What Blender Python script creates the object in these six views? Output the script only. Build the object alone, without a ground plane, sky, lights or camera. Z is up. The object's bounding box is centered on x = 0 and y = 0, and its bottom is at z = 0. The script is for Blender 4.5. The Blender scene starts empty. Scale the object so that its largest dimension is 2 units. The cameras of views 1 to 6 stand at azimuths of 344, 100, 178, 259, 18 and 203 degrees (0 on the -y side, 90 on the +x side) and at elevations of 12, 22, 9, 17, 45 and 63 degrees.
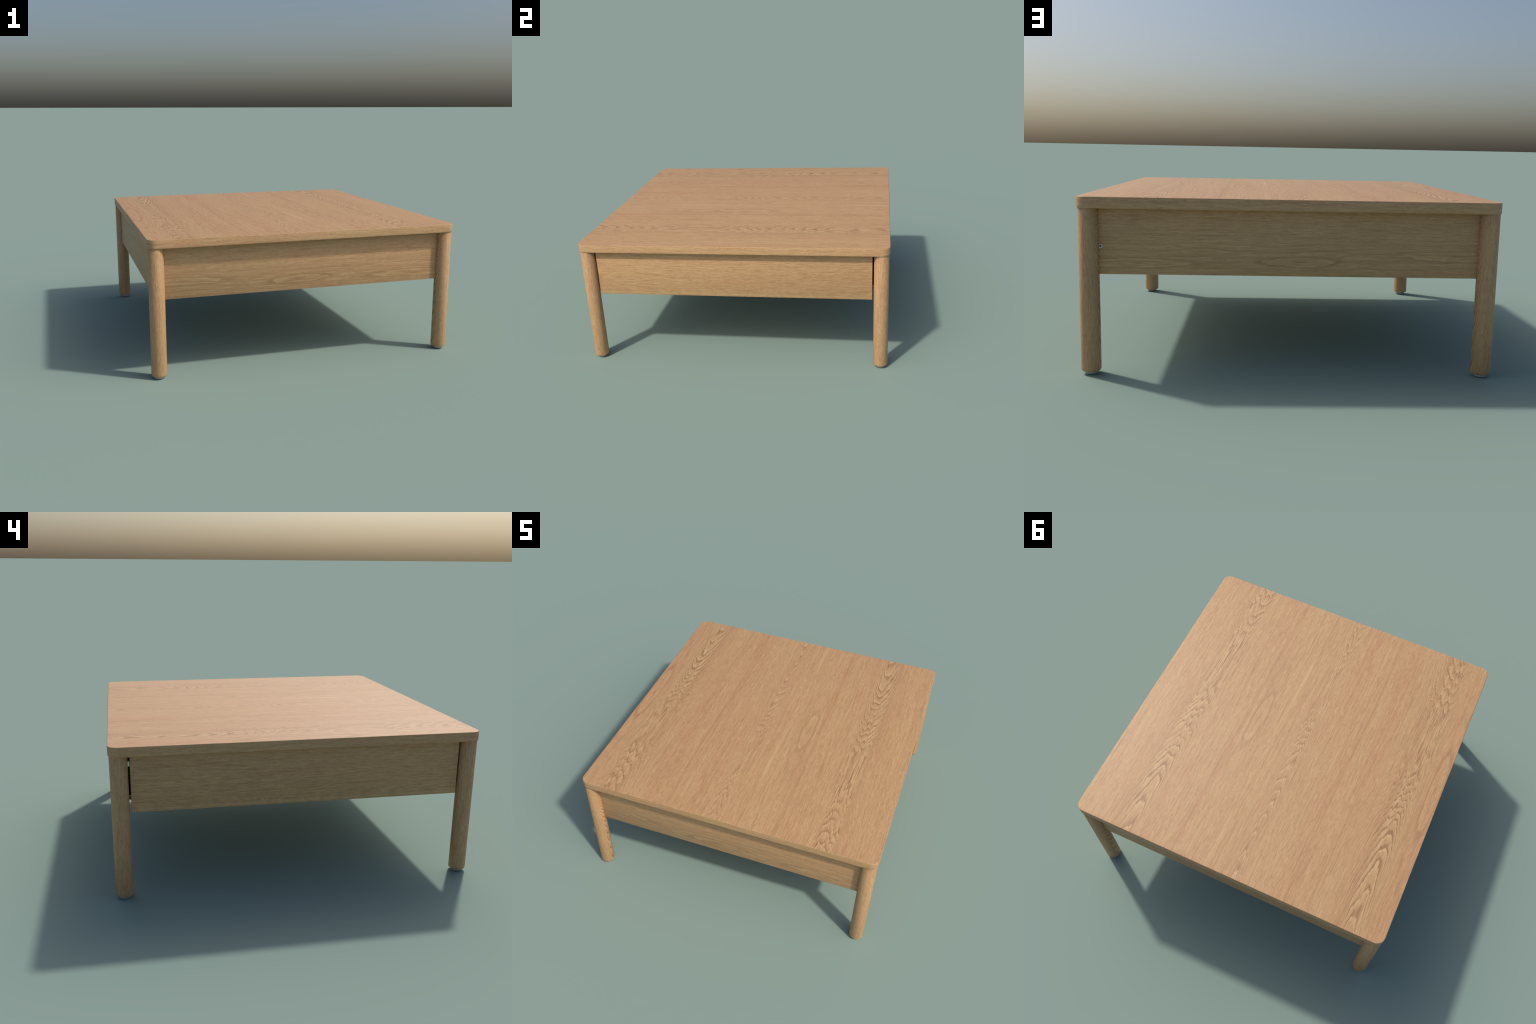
import bpy, bmesh, math
from mathutils import Vector, Matrix

# ------------------------------------------------------------------ sizes (m)
HALF_X, HALF_Y = 0.9735, 1.000          # tabletop half sizes
TOP_Z, TOP_UNDER = 0.8303, 0.7768        # tabletop upper / lower face
CORNER_R = 0.052
LEG_X, LEG_Y, LEG_R = 0.9229, 0.9485, 0.0463
LEG_FOOT_Z = 0.0125                    # wood of the leg starts above the glide
APRON_Y, APRON_T, APRON_Z = 0.949, 0.034, 0.471
FRONT_X, FRONT_T = 0.931, 0.034        # drawer front outer face / thickness
FRONT_HALF_Y, FRONT_Z0, FRONT_Z1 = 0.8925, 0.473, 0.769

# ------------------------------------------------------------------ node DSL
class N:
    """A socket in a node tree with arithmetic operators."""
    def __init__(self, g, s): self.g, self.s = g, s
    def _m(self, op, b=None, c=None, rev=False):
        n = self.g.new('ShaderNodeMath'); n.operation = op
        args = [self, b, c]
        if rev: args[0], args[1] = args[1], args[0]
        for i, a in enumerate(args):
            if a is None: continue
            self.g.put(n.inputs[i], a)
        return N(self.g, n.outputs[0])
    def __add__(s, o): return s._m('ADD', o)
    __radd__ = __add__
    def __sub__(s, o): return s._m('SUBTRACT', o)
    def __rsub__(s, o): return s._m('SUBTRACT', o, rev=True)
    def __mul__(s, o): return s._m('MULTIPLY', o)
    __rmul__ = __mul__
    def __truediv__(s, o): return s._m('DIVIDE', o)
    def __neg__(s): return s._m('MULTIPLY', -1.0)
    def abs(s): return s._m('ABSOLUTE')
    def sqrt(s): return s._m('SQRT')
    def ln(s): return s._m('LOGARITHM', math.e)
    def exp(s): return s._m('EXPONENT')
    def fract(s): return s._m('FRACT')
    def pow(s, p): return s._m('POWER', p)
    def sin(s): return s._m('SINE')
    def max(s, o): return s._m('MAXIMUM', o)
    def min(s, o): return s._m('MINIMUM', o)
    def atan2(s, o): return s._m('ARCTAN2', o)
    def step(s, a, b):
        """smooth 0..1 between a and b"""
        n = s.g.new('ShaderNodeMapRange'); n.interpolation_type = 'SMOOTHSTEP'
        s.g.put(n.inputs[0], s); n.inputs[1].default_value = a; n.inputs[2].default_value = b
        return N(s.g, n.outputs[0])

class Graph:
    def __init__(self, name):
        self.mat = bpy.data.materials.new(name); self.mat.use_nodes = True
        self.t = self.mat.node_tree; self.t.nodes.clear()
        self.out = self.new('ShaderNodeOutputMaterial')
        self.bsdf = self.new('ShaderNodeBsdfPrincipled')
        self.t.links.new(self.bsdf.outputs[0], self.out.inputs[0])
    def new(self, kind): return self.t.nodes.new(kind)
    def put(self, sock, v):
        if isinstance(v, N): self.t.links.new(v.s, sock)
        else: sock.default_value = v
    def xyz(self):
        c = self.new('ShaderNodeTexCoord'); s = self.new('ShaderNodeSeparateXYZ')
        self.t.links.new(c.outputs['Object'], s.inputs[0])
        return [N(self, s.outputs[i]) for i in range(3)]
    def vec(self, x, y, z=0.0):
        n = self.new('ShaderNodeCombineXYZ')
        for i, v in enumerate((x, y, z)): self.put(n.inputs[i], v)
        return N(self, n.outputs[0])
    def noise(self, v, detail=2.0, rough=0.5, dist=0.0):
        n = self.new('ShaderNodeTexNoise'); self.put(n.inputs['Vector'], v)
        n.inputs['Scale'].default_value = 1.0; n.inputs['Detail'].default_value = detail
        n.inputs['Roughness'].default_value = rough; n.inputs['Distortion'].default_value = dist
        return N(self, n.outputs[0])
    def mix(self, f, a, b):
        n = self.new('ShaderNodeMix'); n.data_type = 'RGBA'
        self.put(n.inputs[0], f)
        for s, v in ((n.inputs[6], a), (n.inputs[7], b)):
            if isinstance(v, N): self.put(s, v)
            else: s.default_value = (*v, 1.0)
        return N(self, n.outputs[2])

def srgb(r, g, b):
    f = lambda c: (c/255/12.92 if c/255 <= .04045 else ((c/255+.055)/1.055)**2.4)
    return (f(r), f(g), f(b))

# ------------------------------------------------------------------ oak
BASE  = srgb(200, 160, 114)
PINK  = srgb(196, 148, 107)
LIGHT = srgb(212, 178, 130)
DARK  = srgb(152, 107, 71)

def gauss(d, w):
    """bell of half width w around d = 0"""
    q = d / w
    return (-(q*q)).exp()

def ring_lines(phase, sharp=0.34):
    """one dark line per unit of phase: steep on one side, fading on the other"""
    f = phase.fract()
    up = f.step(0.0, 0.12); down = 1.0 - f.step(0.16, 0.16 + sharp)
    return up * down

def oak(name, frame, figures, seed=0.0, figure_gain=1.0, fine=1.0, tone=0.6, tint=None, rough=0.52):
    """frame(graph) -> (u across the grain, v along it, 3D vector scaled for noise(u_scale, v_scale))
    figures(graph, u, v) -> list of (phase, mask, strength)"""
    g = Graph(name)
    u, v, nv = frame(g)
    # broad tone, straight grain and short fibres, all drawn out along v
    broad = g.noise(nv(9.0, 0.5, seed + 1.3), 3)
    bands = g.noise(nv(48.0, 1.6, seed + 4.1), 3, 0.55)
    grain = g.noise(nv(210.0, 15.0, seed + 7.7), 2, 0.65, 0.6)
    fibre = g.noise(nv(430.0, 34.0, seed + 9.2), 2, 0.6, 0.3)
    fleck = g.noise(nv(260.0, 44.0, seed + 3.3), 2, 0.6)
    # wandering of the ring figure
    wa = g.noise(nv(7.0, 2.2, seed + 12.0), 2) - 0.5
    wb = g.noise(nv(38.0, 5.0, seed + 15.0), 2) - 0.5
    wc = g.noise(nv(150.0, 14.0, seed + 18.0), 2, 0.6) - 0.5
    wd = g.noise(nv(75.0, 1.3, seed + 23.0), 3, 0.6) - 0.5
    lines = None; light = None; area = None
    for phase, mask, strength, fat in figures(g, u, v, wa, wb, wc, wd):
        l = ring_lines(phase) * mask * strength
        lt = gauss((phase + 0.42).fract() - 0.5, 0.2) * mask * fat
        lines = l if lines is None else lines.max(l)
        light = lt if light is None else light.max(lt)
        area = mask if area is None else area.max(mask)
    # colour
    c = g.mix(broad.step(0.34, 0.66) * tone, BASE, PINK)
    c = g.mix(bands.step(0.50, 0.80) * (0.60 * tone), c, LIGHT)
    c = g.mix((1.0 - bands.step(0.26, 0.46)) * (0.46 * tone), c, DARK)
    streak = g.noise(nv(130.0, 4.6, seed + 27.0), 3, 0.62)
    c = g.mix((1.0 - streak.step(0.33, 0.50)) * (0.30 * fine), c, DARK)
    c = g.mix(streak.step(0.52, 0.68) * (0.30 * fine), c, LIGHT)
    c = g.mix((1.0 - grain.step(0.34, 0.54)) * (0.30 * fine), c, DARK)
    c = g.mix(grain.step(0.52, 0.70) * (0.36 * fine), c, LIGHT)
    c = g.mix((1.0 - fibre.step(0.32, 0.50)) * (0.34 * fine), c, DARK)
    c = g.mix(fleck.step(0.54, 0.72) * (0.26 * fine), c, LIGHT)
    if lines is not None:
        broken = 0.42 + 0.58 * grain.step(0.35, 0.6)
        c = g.mix((light * 0.7).min(0.85), c, LIGHT)
        c = g.mix((lines * broken * (0.82 * figure_gain)).min(0.85), c, DARK)
    if tint is not None:
        n = g.new('ShaderNodeMix'); n.data_type = 'RGBA'; n.blend_type = 'MULTIPLY'
        n.inputs[0].default_value = 1.0; g.put(n.inputs[6], c); n.inputs[7].default_value = (*tint, 1)
        c = N(g, n.outputs[2])
    g.put(g.bsdf.inputs['Base Color'], c)
    g.bsdf.inputs['Roughness'].default_value = rough
    b = g.new('ShaderNodeBump'); b.inputs['Strength'].default_value = 0.06
    b.inputs['Distance'].default_value = 0.002
    g.put(b.inputs['Height'], grain * 0.6 + fibre * 0.4)
    g.t.links.new(b.outputs[0], g.bsdf.inputs['Normal'])
    return g.mat

def plane_frame(across, along, third):
    def f(g):
        p = g.xyz(); u, v, w = p[across], p[along], p[third]
        return u, v, (lambda su, sv, off: g.vec(u*su + off*3.1, v*sv + off, w*su*0.2 + off*1.7))
    return f

# figure of the tabletop: flat-sawn arches ("cathedrals") at given x, grain along y
def top_figures(g, u, v, wa, wb, wc, wd):
    out = []
    broad_step = (wa*0.6 + wb).step(-0.18, 0.15)
    du = u + wa*0.035
    dv = v + wb*0.13 + wc*0.045
    def relu(t, soft): return ((t*t + soft*soft).sqrt() + t)*0.5
    # growth rings cut by the face: distance from the pith, whose depth h changes along the board
    # (centre x, ring width, squeeze left / right, mask left / right, strength, shift along y)
    for xc, ring, cl, cr, wl, wr, k, sh in ((0.620, 0.0062, 1.05, 0.62, 0.056, 0.125, 1.35, 0.0),
                                            (-0.786, 0.0062, 1.05, 0.62, 0.060, 0.130, 1.35, 0.03),
                                            (-0.070, 0.0062, 1.15, 0.95, 0.046, 0.062, 0.85, 0.09)):
        d = du - xc
        right, left = d.max(0.0), d.min(0.0)
        q = right*cr + left*cl
        y = dv + (sh - 0.02)
        psi = (relu(y, 0.16) + 0.17).ln()*7.2 + relu(-0.52 - y, 0.08)*13.0
        h = 0.072 - psi*0.0061 - wa*0.022
        phase = (q*q + h*h).sqrt()/ring + wc*0.8 + wd*(0.5 + 3.2*(1.0 - y.step(-0.15, 0.30))*(y.step(-0.75, -0.45)))
        m = right/wr + left/wl
        out.append((phase, (-(m*m)).exp()*(0.55 + 0.9*broad_step), k, 1.25))
    # long oval between the arches
    d = (du - 0.25)/0.030; e = (dv + 0.02)/0.20
    r = (d*d + e*e).sqrt()
    out.append((r*0.90 + 0.2 + wc*0.4 + wd*0.35, gauss(r, 2.0), 0.85, 0.5))
    # broad oval round a pin knot close to the edge
    d = (du + 0.932)/0.030; e = (dv - 0.0)/0.24
    r2 = (d*d + e*e).sqrt()
    out.append((r2*0.85 + 0.1 + wc*0.3, gauss(r2, 2.2)*(r2.step(0.3, 0.8)), 0.95, 0.3))
    kx = (u + 0.930)/0.006; ky = (v + 0.023)/0.018
    knot = gauss((kx*kx + ky*ky).sqrt() + wb*0.5, 0.9)
    out.append((knot*0.0 + 0.2, knot, 0.8, 0.0))
    # straight dark seams and pale streaks along the grain
    for x, w, k in ((-0.385, 0.006, 0.45), (-0.71, 0.012, 0.5), (0.715, 0.014, 0.45),
                    (0.33, 0.010, 0.35), (0.45, 0.004, 0.3), (-0.52, 0.005, 0.3)):
        out.append((u*0.0 + 0.2, gauss(u + wa*0.02 - x, w)*(0.4 + 1.2*(wb + 0.5)), k*0.85, 0.0))
    for x, w in ((0.110, 0.010), (-0.742, 0.012), (0.672, 0.011)):
        out.append((u*0.0 + 0.08, gauss(u + wa*0.03 - x, w)*(wb*0.8 + wa*1.4 + 0.1).step(-0.15, 0.5), 0.0, 1.3))
    return out

# figure of the long side panels: low oval and flowing lines, grain along x
def apron_figures(g, u, v, wa, wb, wc, wd):
    out = []
    du = u + wa*0.035 + wd*0.012; dv = v + wb*0.16 + wc*0.07
    low = 1.0 - du.step(0.590, 0.650)
    for zc, xc, hz, hx, k in ((0.541, -0.05, 0.0200, 0.150, 1.0), (0.525, 0.74, 0.019, 0.27, 0.9),
                              (0.566, -0.78, 0.019, 0.24, 0.9)):
        d = (du - zc)/hz; e = (dv - xc)/hx
        r = (d*d + e*e).sqrt()
        out.append((r*0.80 + 0.2 + wc*0.35, gauss(r, 2.4)*low, k*1.25, 1.0))
    out.append((du*36.0 + wa*1.6, low*(0.35 + wb.step(-0.2, 0.2)*0.7), 0.8, 0.6))
    out.append((du*60.0 + wa*2.0, (du.step(0.60, 0.66))*wa.step(-0.1, 0.15)*0.6, 0.35, 0.2))
    return out

def front_figures(g, u, v, wa, wb, wc, wd):
    du = u + wa*0.05; dv = v + wb*0.10 + wc*0.05
    low = 1.0 - du.step(0.52, 0.60)
    d = du - 0.50
    phase = ((dv - 0.2).abs() + 0.15).ln()*5.0 - d*d*500.0
    return [(phase, low*0.7, 0.55, 0.5), (u*0.0 + 0.08, gauss(u - 0.487, 0.006), 0.0, 0.8)]

def edge_figures(g, u, v, wa, wb, wc, wd):
    return [((u + wa*0.06)*40.0 + wb*0.6, wa.step(-0.15, 0.1), 0.35, 0.7)]

def leg_frame(g):
    x, y, z = g.xyz()
    a = y.atan2(x)*LEG_R                    # arc length, zero on the side that faces inwards
    return a, z, (lambda su, sv, off: g.vec(x*su + off*3.1, y*su + off*1.7, z*sv*1.9 + off))

def leg_figures(g, u, v, wa, wb, wc, wd):
    du = u + wa*0.010 + 0.004; dv = v + wb*0.05 + wc*0.03
    phase = -((dv - 0.66).abs() + 0.12).ln()*7.0 - du*du*1700.0
    return [(phase, gauss(du, 0.046), 1.5, 1.1)]

MAT_TOP   = oak('oak_veneer_top', plane_frame(0, 1, 2), top_figures, 0.0)
MAT_EDGE  = oak('oak_edge_band', lambda g: (lambda p: (p[2], p[0] + p[1],
                lambda su, sv, o: g.vec(p[2]*su + o*3.1, (p[0] + p[1])*sv*1.6 + o, o)))(g.xyz()),
                edge_figures, 21.0, 1.1, 1.0)
MAT_APRON = oak('oak_veneer_side', plane_frame(2, 0, 1), apron_figures, 33.0, 0.92, 1.0, 0.4)
MAT_FRONT = oak('oak_veneer_front', plane_frame(2, 1, 0), front_figures, 47.0, 0.8, 1.1, 0.35)
MAT_LEG   = oak('oak_turned', leg_frame, leg_figures, 58.0, 1.0, 1.05, 0.4)

def plain(name, col, rough=0.5, metal=0.0, speck=0.08):
    g = Graph(name); x, y, z = g.xyz()
    n = g.noise(g.vec(x*90.0, y*90.0, z*90.0), 2)
    dark = tuple(c*(1 - speck) for c in col)
    g.put(g.bsdf.inputs['Base Color'], g.mix(n, dark, col))
    g.bsdf.inputs['Roughness'].default_value = rough
    g.bsdf.inputs['Metallic'].default_value = metal
    return g.mat
MAT_FELT  = plain('grey_felt', srgb(190, 190, 192), 0.9)
MAT_STEEL = plain('zinc_steel', srgb(200, 206, 206), 0.35, 0.9)
MAT_RECESS= plain('dark_steel', srgb(40, 42, 44), 0.5, 0.6)
MAT_BLACK = plain('slit_black', srgb(14, 14, 14), 0.6)
MAT_WHITE = plain('slit_white', srgb(246, 247, 246), 0.45)
MAT_BOARD = plain('raw_board', srgb(176, 146, 108), 0.7)

# ------------------------------------------------------------------ mesh helpers
def finish(name, bm, mats, parent, angle=35, loc=(0, 0, 0)):
    me = bpy.data.meshes.new(name); bm.normal_update(); bm.to_mesh(me); bm.free()
    for m in (mats if isinstance(mats, (list, tuple)) else [mats]): me.materials.append(m)
    for p in me.polygons: p.use_smooth = True
    me.set_sharp_from_angle(angle=math.radians(angle))
    ob = bpy.data.objects.new(name, me); bpy.context.scene.collection.objects.link(ob)
    ob.parent = parent; ob.location = loc
    return ob

def box(name, lo, hi, mat, parent, bevel=0.0015, seg=2):
    bm = bmesh.new()
    bmesh.ops.create_cube(bm, size=1.0)
    lo, hi = Vector(lo), Vector(hi)
    for v in bm.verts:
        v.co = Vector(((lo[i] + hi[i])/2 + v.co[i]*(hi[i] - lo[i]) for i in range(3)))
    if bevel:
        bmesh.ops.bevel(bm, geom=bm.edges[:], offset=bevel, segments=seg, affect='EDGES', profile=0.5)
    return finish(name, bm, mat, parent)

def loft(bm, rings, cap=True):
    """rings: lists of coordinates of equal length, joined one to the next"""
    vs = [[bm.verts.new(c) for c in r] for r in rings]
    n = len(vs[0])
    for a, b in zip(vs, vs[1:]):
        for i in range(n):
            bm.faces.new((a[i], a[(i+1) % n], b[(i+1) % n], b[i]))
    if cap:
        bm.faces.new(vs[0][::-1]); bm.faces.new(vs[-1])
    return vs

def rounded_rect(hx, hy, r, z, steps=16):
    pts = []
    for k, (sx, sy) in enumerate(((1, 1), (-1, 1), (-1, -1), (1, -1))):
        for i in range(steps + 1):
            a = math.pi/2*(k + i/steps)
            pts.append((sx*(hx - r) + r*math.cos(a), sy*(hy - r) + r*math.sin(a), z))
    return pts

def disc(r, z, n=48): return [(r*math.cos(2*math.pi*i/n), r*math.sin(2*math.pi*i/n), z) for i in range(n)]

# ------------------------------------------------------------------ the table
table = bpy.data.objects.new('coffee_table', None)
bpy.context.scene.collection.objects.link(table)
table['label'] = 'low square light oak coffee table with round legs and drawers'
table['category'] = 'coffee table'

# tabletop: slab with rounded corners, softened upper arris, small chamfer below
bm = bmesh.new()
prof = [(0.0055, TOP_UNDER), (0.0018, TOP_UNDER + 0.0017), (0.0, TOP_UNDER + 0.0052),
        (0.0, TOP_Z - 0.0035), (0.0008, TOP_Z - 0.0013), (0.0024, TOP_Z - 0.0002), (0.0040, TOP_Z)]
loft(bm, [rounded_rect(HALF_X - i, HALF_Y - i, CORNER_R - i, z) for i, z in prof])
top = finish('tabletop', bm, [MAT_TOP, MAT_EDGE], table, 20)
for p in top.data.polygons:
    if abs(p.normal.z) < 0.5: p.material_index = 1

# legs with felt glides
bm = bmesh.new()
loft(bm, [disc(r, z) for r, z in ((0.028, LEG_FOOT_Z), (LEG_R - 0.009, LEG_FOOT_Z), (LEG_R - 0.004, LEG_FOOT_Z + 0.0018),
          (LEG_R - 0.001, LEG_FOOT_Z + 0.006), (LEG_R, LEG_FOOT_Z + 0.011), (LEG_R, TOP_UNDER - 0.002), (LEG_R - 0.002, TOP_UNDER + 0.001))])
leg0 = None; pad0 = None
for sx, sy in ((-1, -1), (1, -1), (1, 1), (-1, 1)):
    if leg0 is None:
        leg = leg0 = finish('leg', bm, MAT_LEG, table, 40)
        b2 = bmesh.new()
        loft(b2, [disc(r, z, 32) for r, z in ((0.026, 0.0), (0.0285, 0.001), (0.0295, 0.003), (0.0295, LEG_FOOT_Z + 0.001))])
        pad = pad0 = finish('glide', b2, MAT_FELT, leg0)
    else:
        leg = leg0.copy(); pad = pad0.copy()
        for o in (leg, pad): bpy.context.scene.collection.objects.link(o)
        leg.parent = table; pad.parent = leg
    leg.location = (sx*LEG_X, sy*LEG_Y, 0.0)
    leg.rotation_euler = (0, 0, math.pi if sx > 0 else 0.0)

# long side panels
apron0 = None
for sy in (-1, 1):
    y0, y1 = sorted((sy*(APRON_Y - APRON_T), sy*APRON_Y))
    box('apron', (-LEG_X + 0.02, y0, APRON_Z), (LEG_X - 0.02, y1, TOP_UNDER - 0.0005), MAT_APRON, table, 0.0012)

# drawers: front, box behind it, black blocks in the side slits
for sx in (-1, 1):
    def bx(name, x0, x1, y0, y1, z0, z1, mat, parent, bev=0.0012):
        a, b = sorted((sx*x0, sx*x1))
        return box(name, (a, y0, z0), (b, y1, z1), mat, parent, bev)
    front = bx('drawer', FRONT_X - FRONT_T, FRONT_X, -FRONT_HALF_Y, FRONT_HALF_Y, FRONT_Z0, FRONT_Z1, MAT_FRONT, table, 0.0015)
    for sy in (-1, 1):
        ys = sorted((sy*0.860, sy*0.834))
        bx('drawer_side', 0.03, FRONT_X - FRONT_T - 0.001, ys[0], ys[1], 0.545, 0.73, MAT_BOARD, front)
    bx('drawer_back', 0.006, 0.029, -0.860, 0.860, 0.545, 0.73, MAT_BOARD, front)
    bx('drawer_bottom', 0.03, FRONT_X - FRONT_T - 0.001, -0.833, 0.833, 0.550, 0.562, MAT_BOARD, front)
    for sy in (-1, 1):
        ys = sorted((sy*0.872, sy*0.9195))
        top_z = 0.703 if sx < 0 else TOP_UNDER - 0.001
        run = bx('slit_black_block', 0.03, 0.885, ys[0], ys[1], 0.553, top_z, MAT_BLACK, table)
        bx('runner_plate', 0.03, 0.889, ys[0], ys[1], 0.5470, 0.5525, MAT_STEEL, run, 0.0006)
        bx('runner_rail', 0.03, 0.887, ys[0], ys[1], 0.528, 0.5465, MAT_BOARD, run)
        if sx < 0:
            bx('runner_block', 0.03, 0.887, ys[0], ys[1], 0.7035, TOP_UNDER - 0.001, MAT_BOARD, run)

# small white block that shows in the slit beside one drawer front
box('slit_white_block', (-0.929, 0.8945, 0.7195), (-0.880, 0.9100, 0.7440), MAT_WHITE, table, 0.001)

# cam screw near one end of the rear side panel
bm = bmesh.new()
loft(bm, [disc(r, z, 32) for r, z in ((0.0095, -0.002), (0.0105, 0.0015), (0.0098, 0.003), (0.0060, 0.0034), (0.0050, 0.0012), (0.0003, 0.0010))])
screw = finish('screw', bm, MAT_STEEL, table, 40, (0.8685, APRON_Y, 0.602))
screw.rotation_euler = (-math.pi/2, 0, 0)
bm = bmesh.new()
for k in range(2):
    r = bmesh.ops.create_cube(bm, size=1.0)['verts']
    for v in r:
        s = (0.0098, 0.0028, 0.0024)
        v.co = Vector((v.co[i]*s[i] for i in range(3)))
        v.co = Matrix.Rotation(math.radians(35 + 90*k), 3, 'Z') @ v.co + Vector((0, 0, 0.0024 + 0.0002*k))
slot = finish('screw_recess', bm, MAT_RECESS, screw)
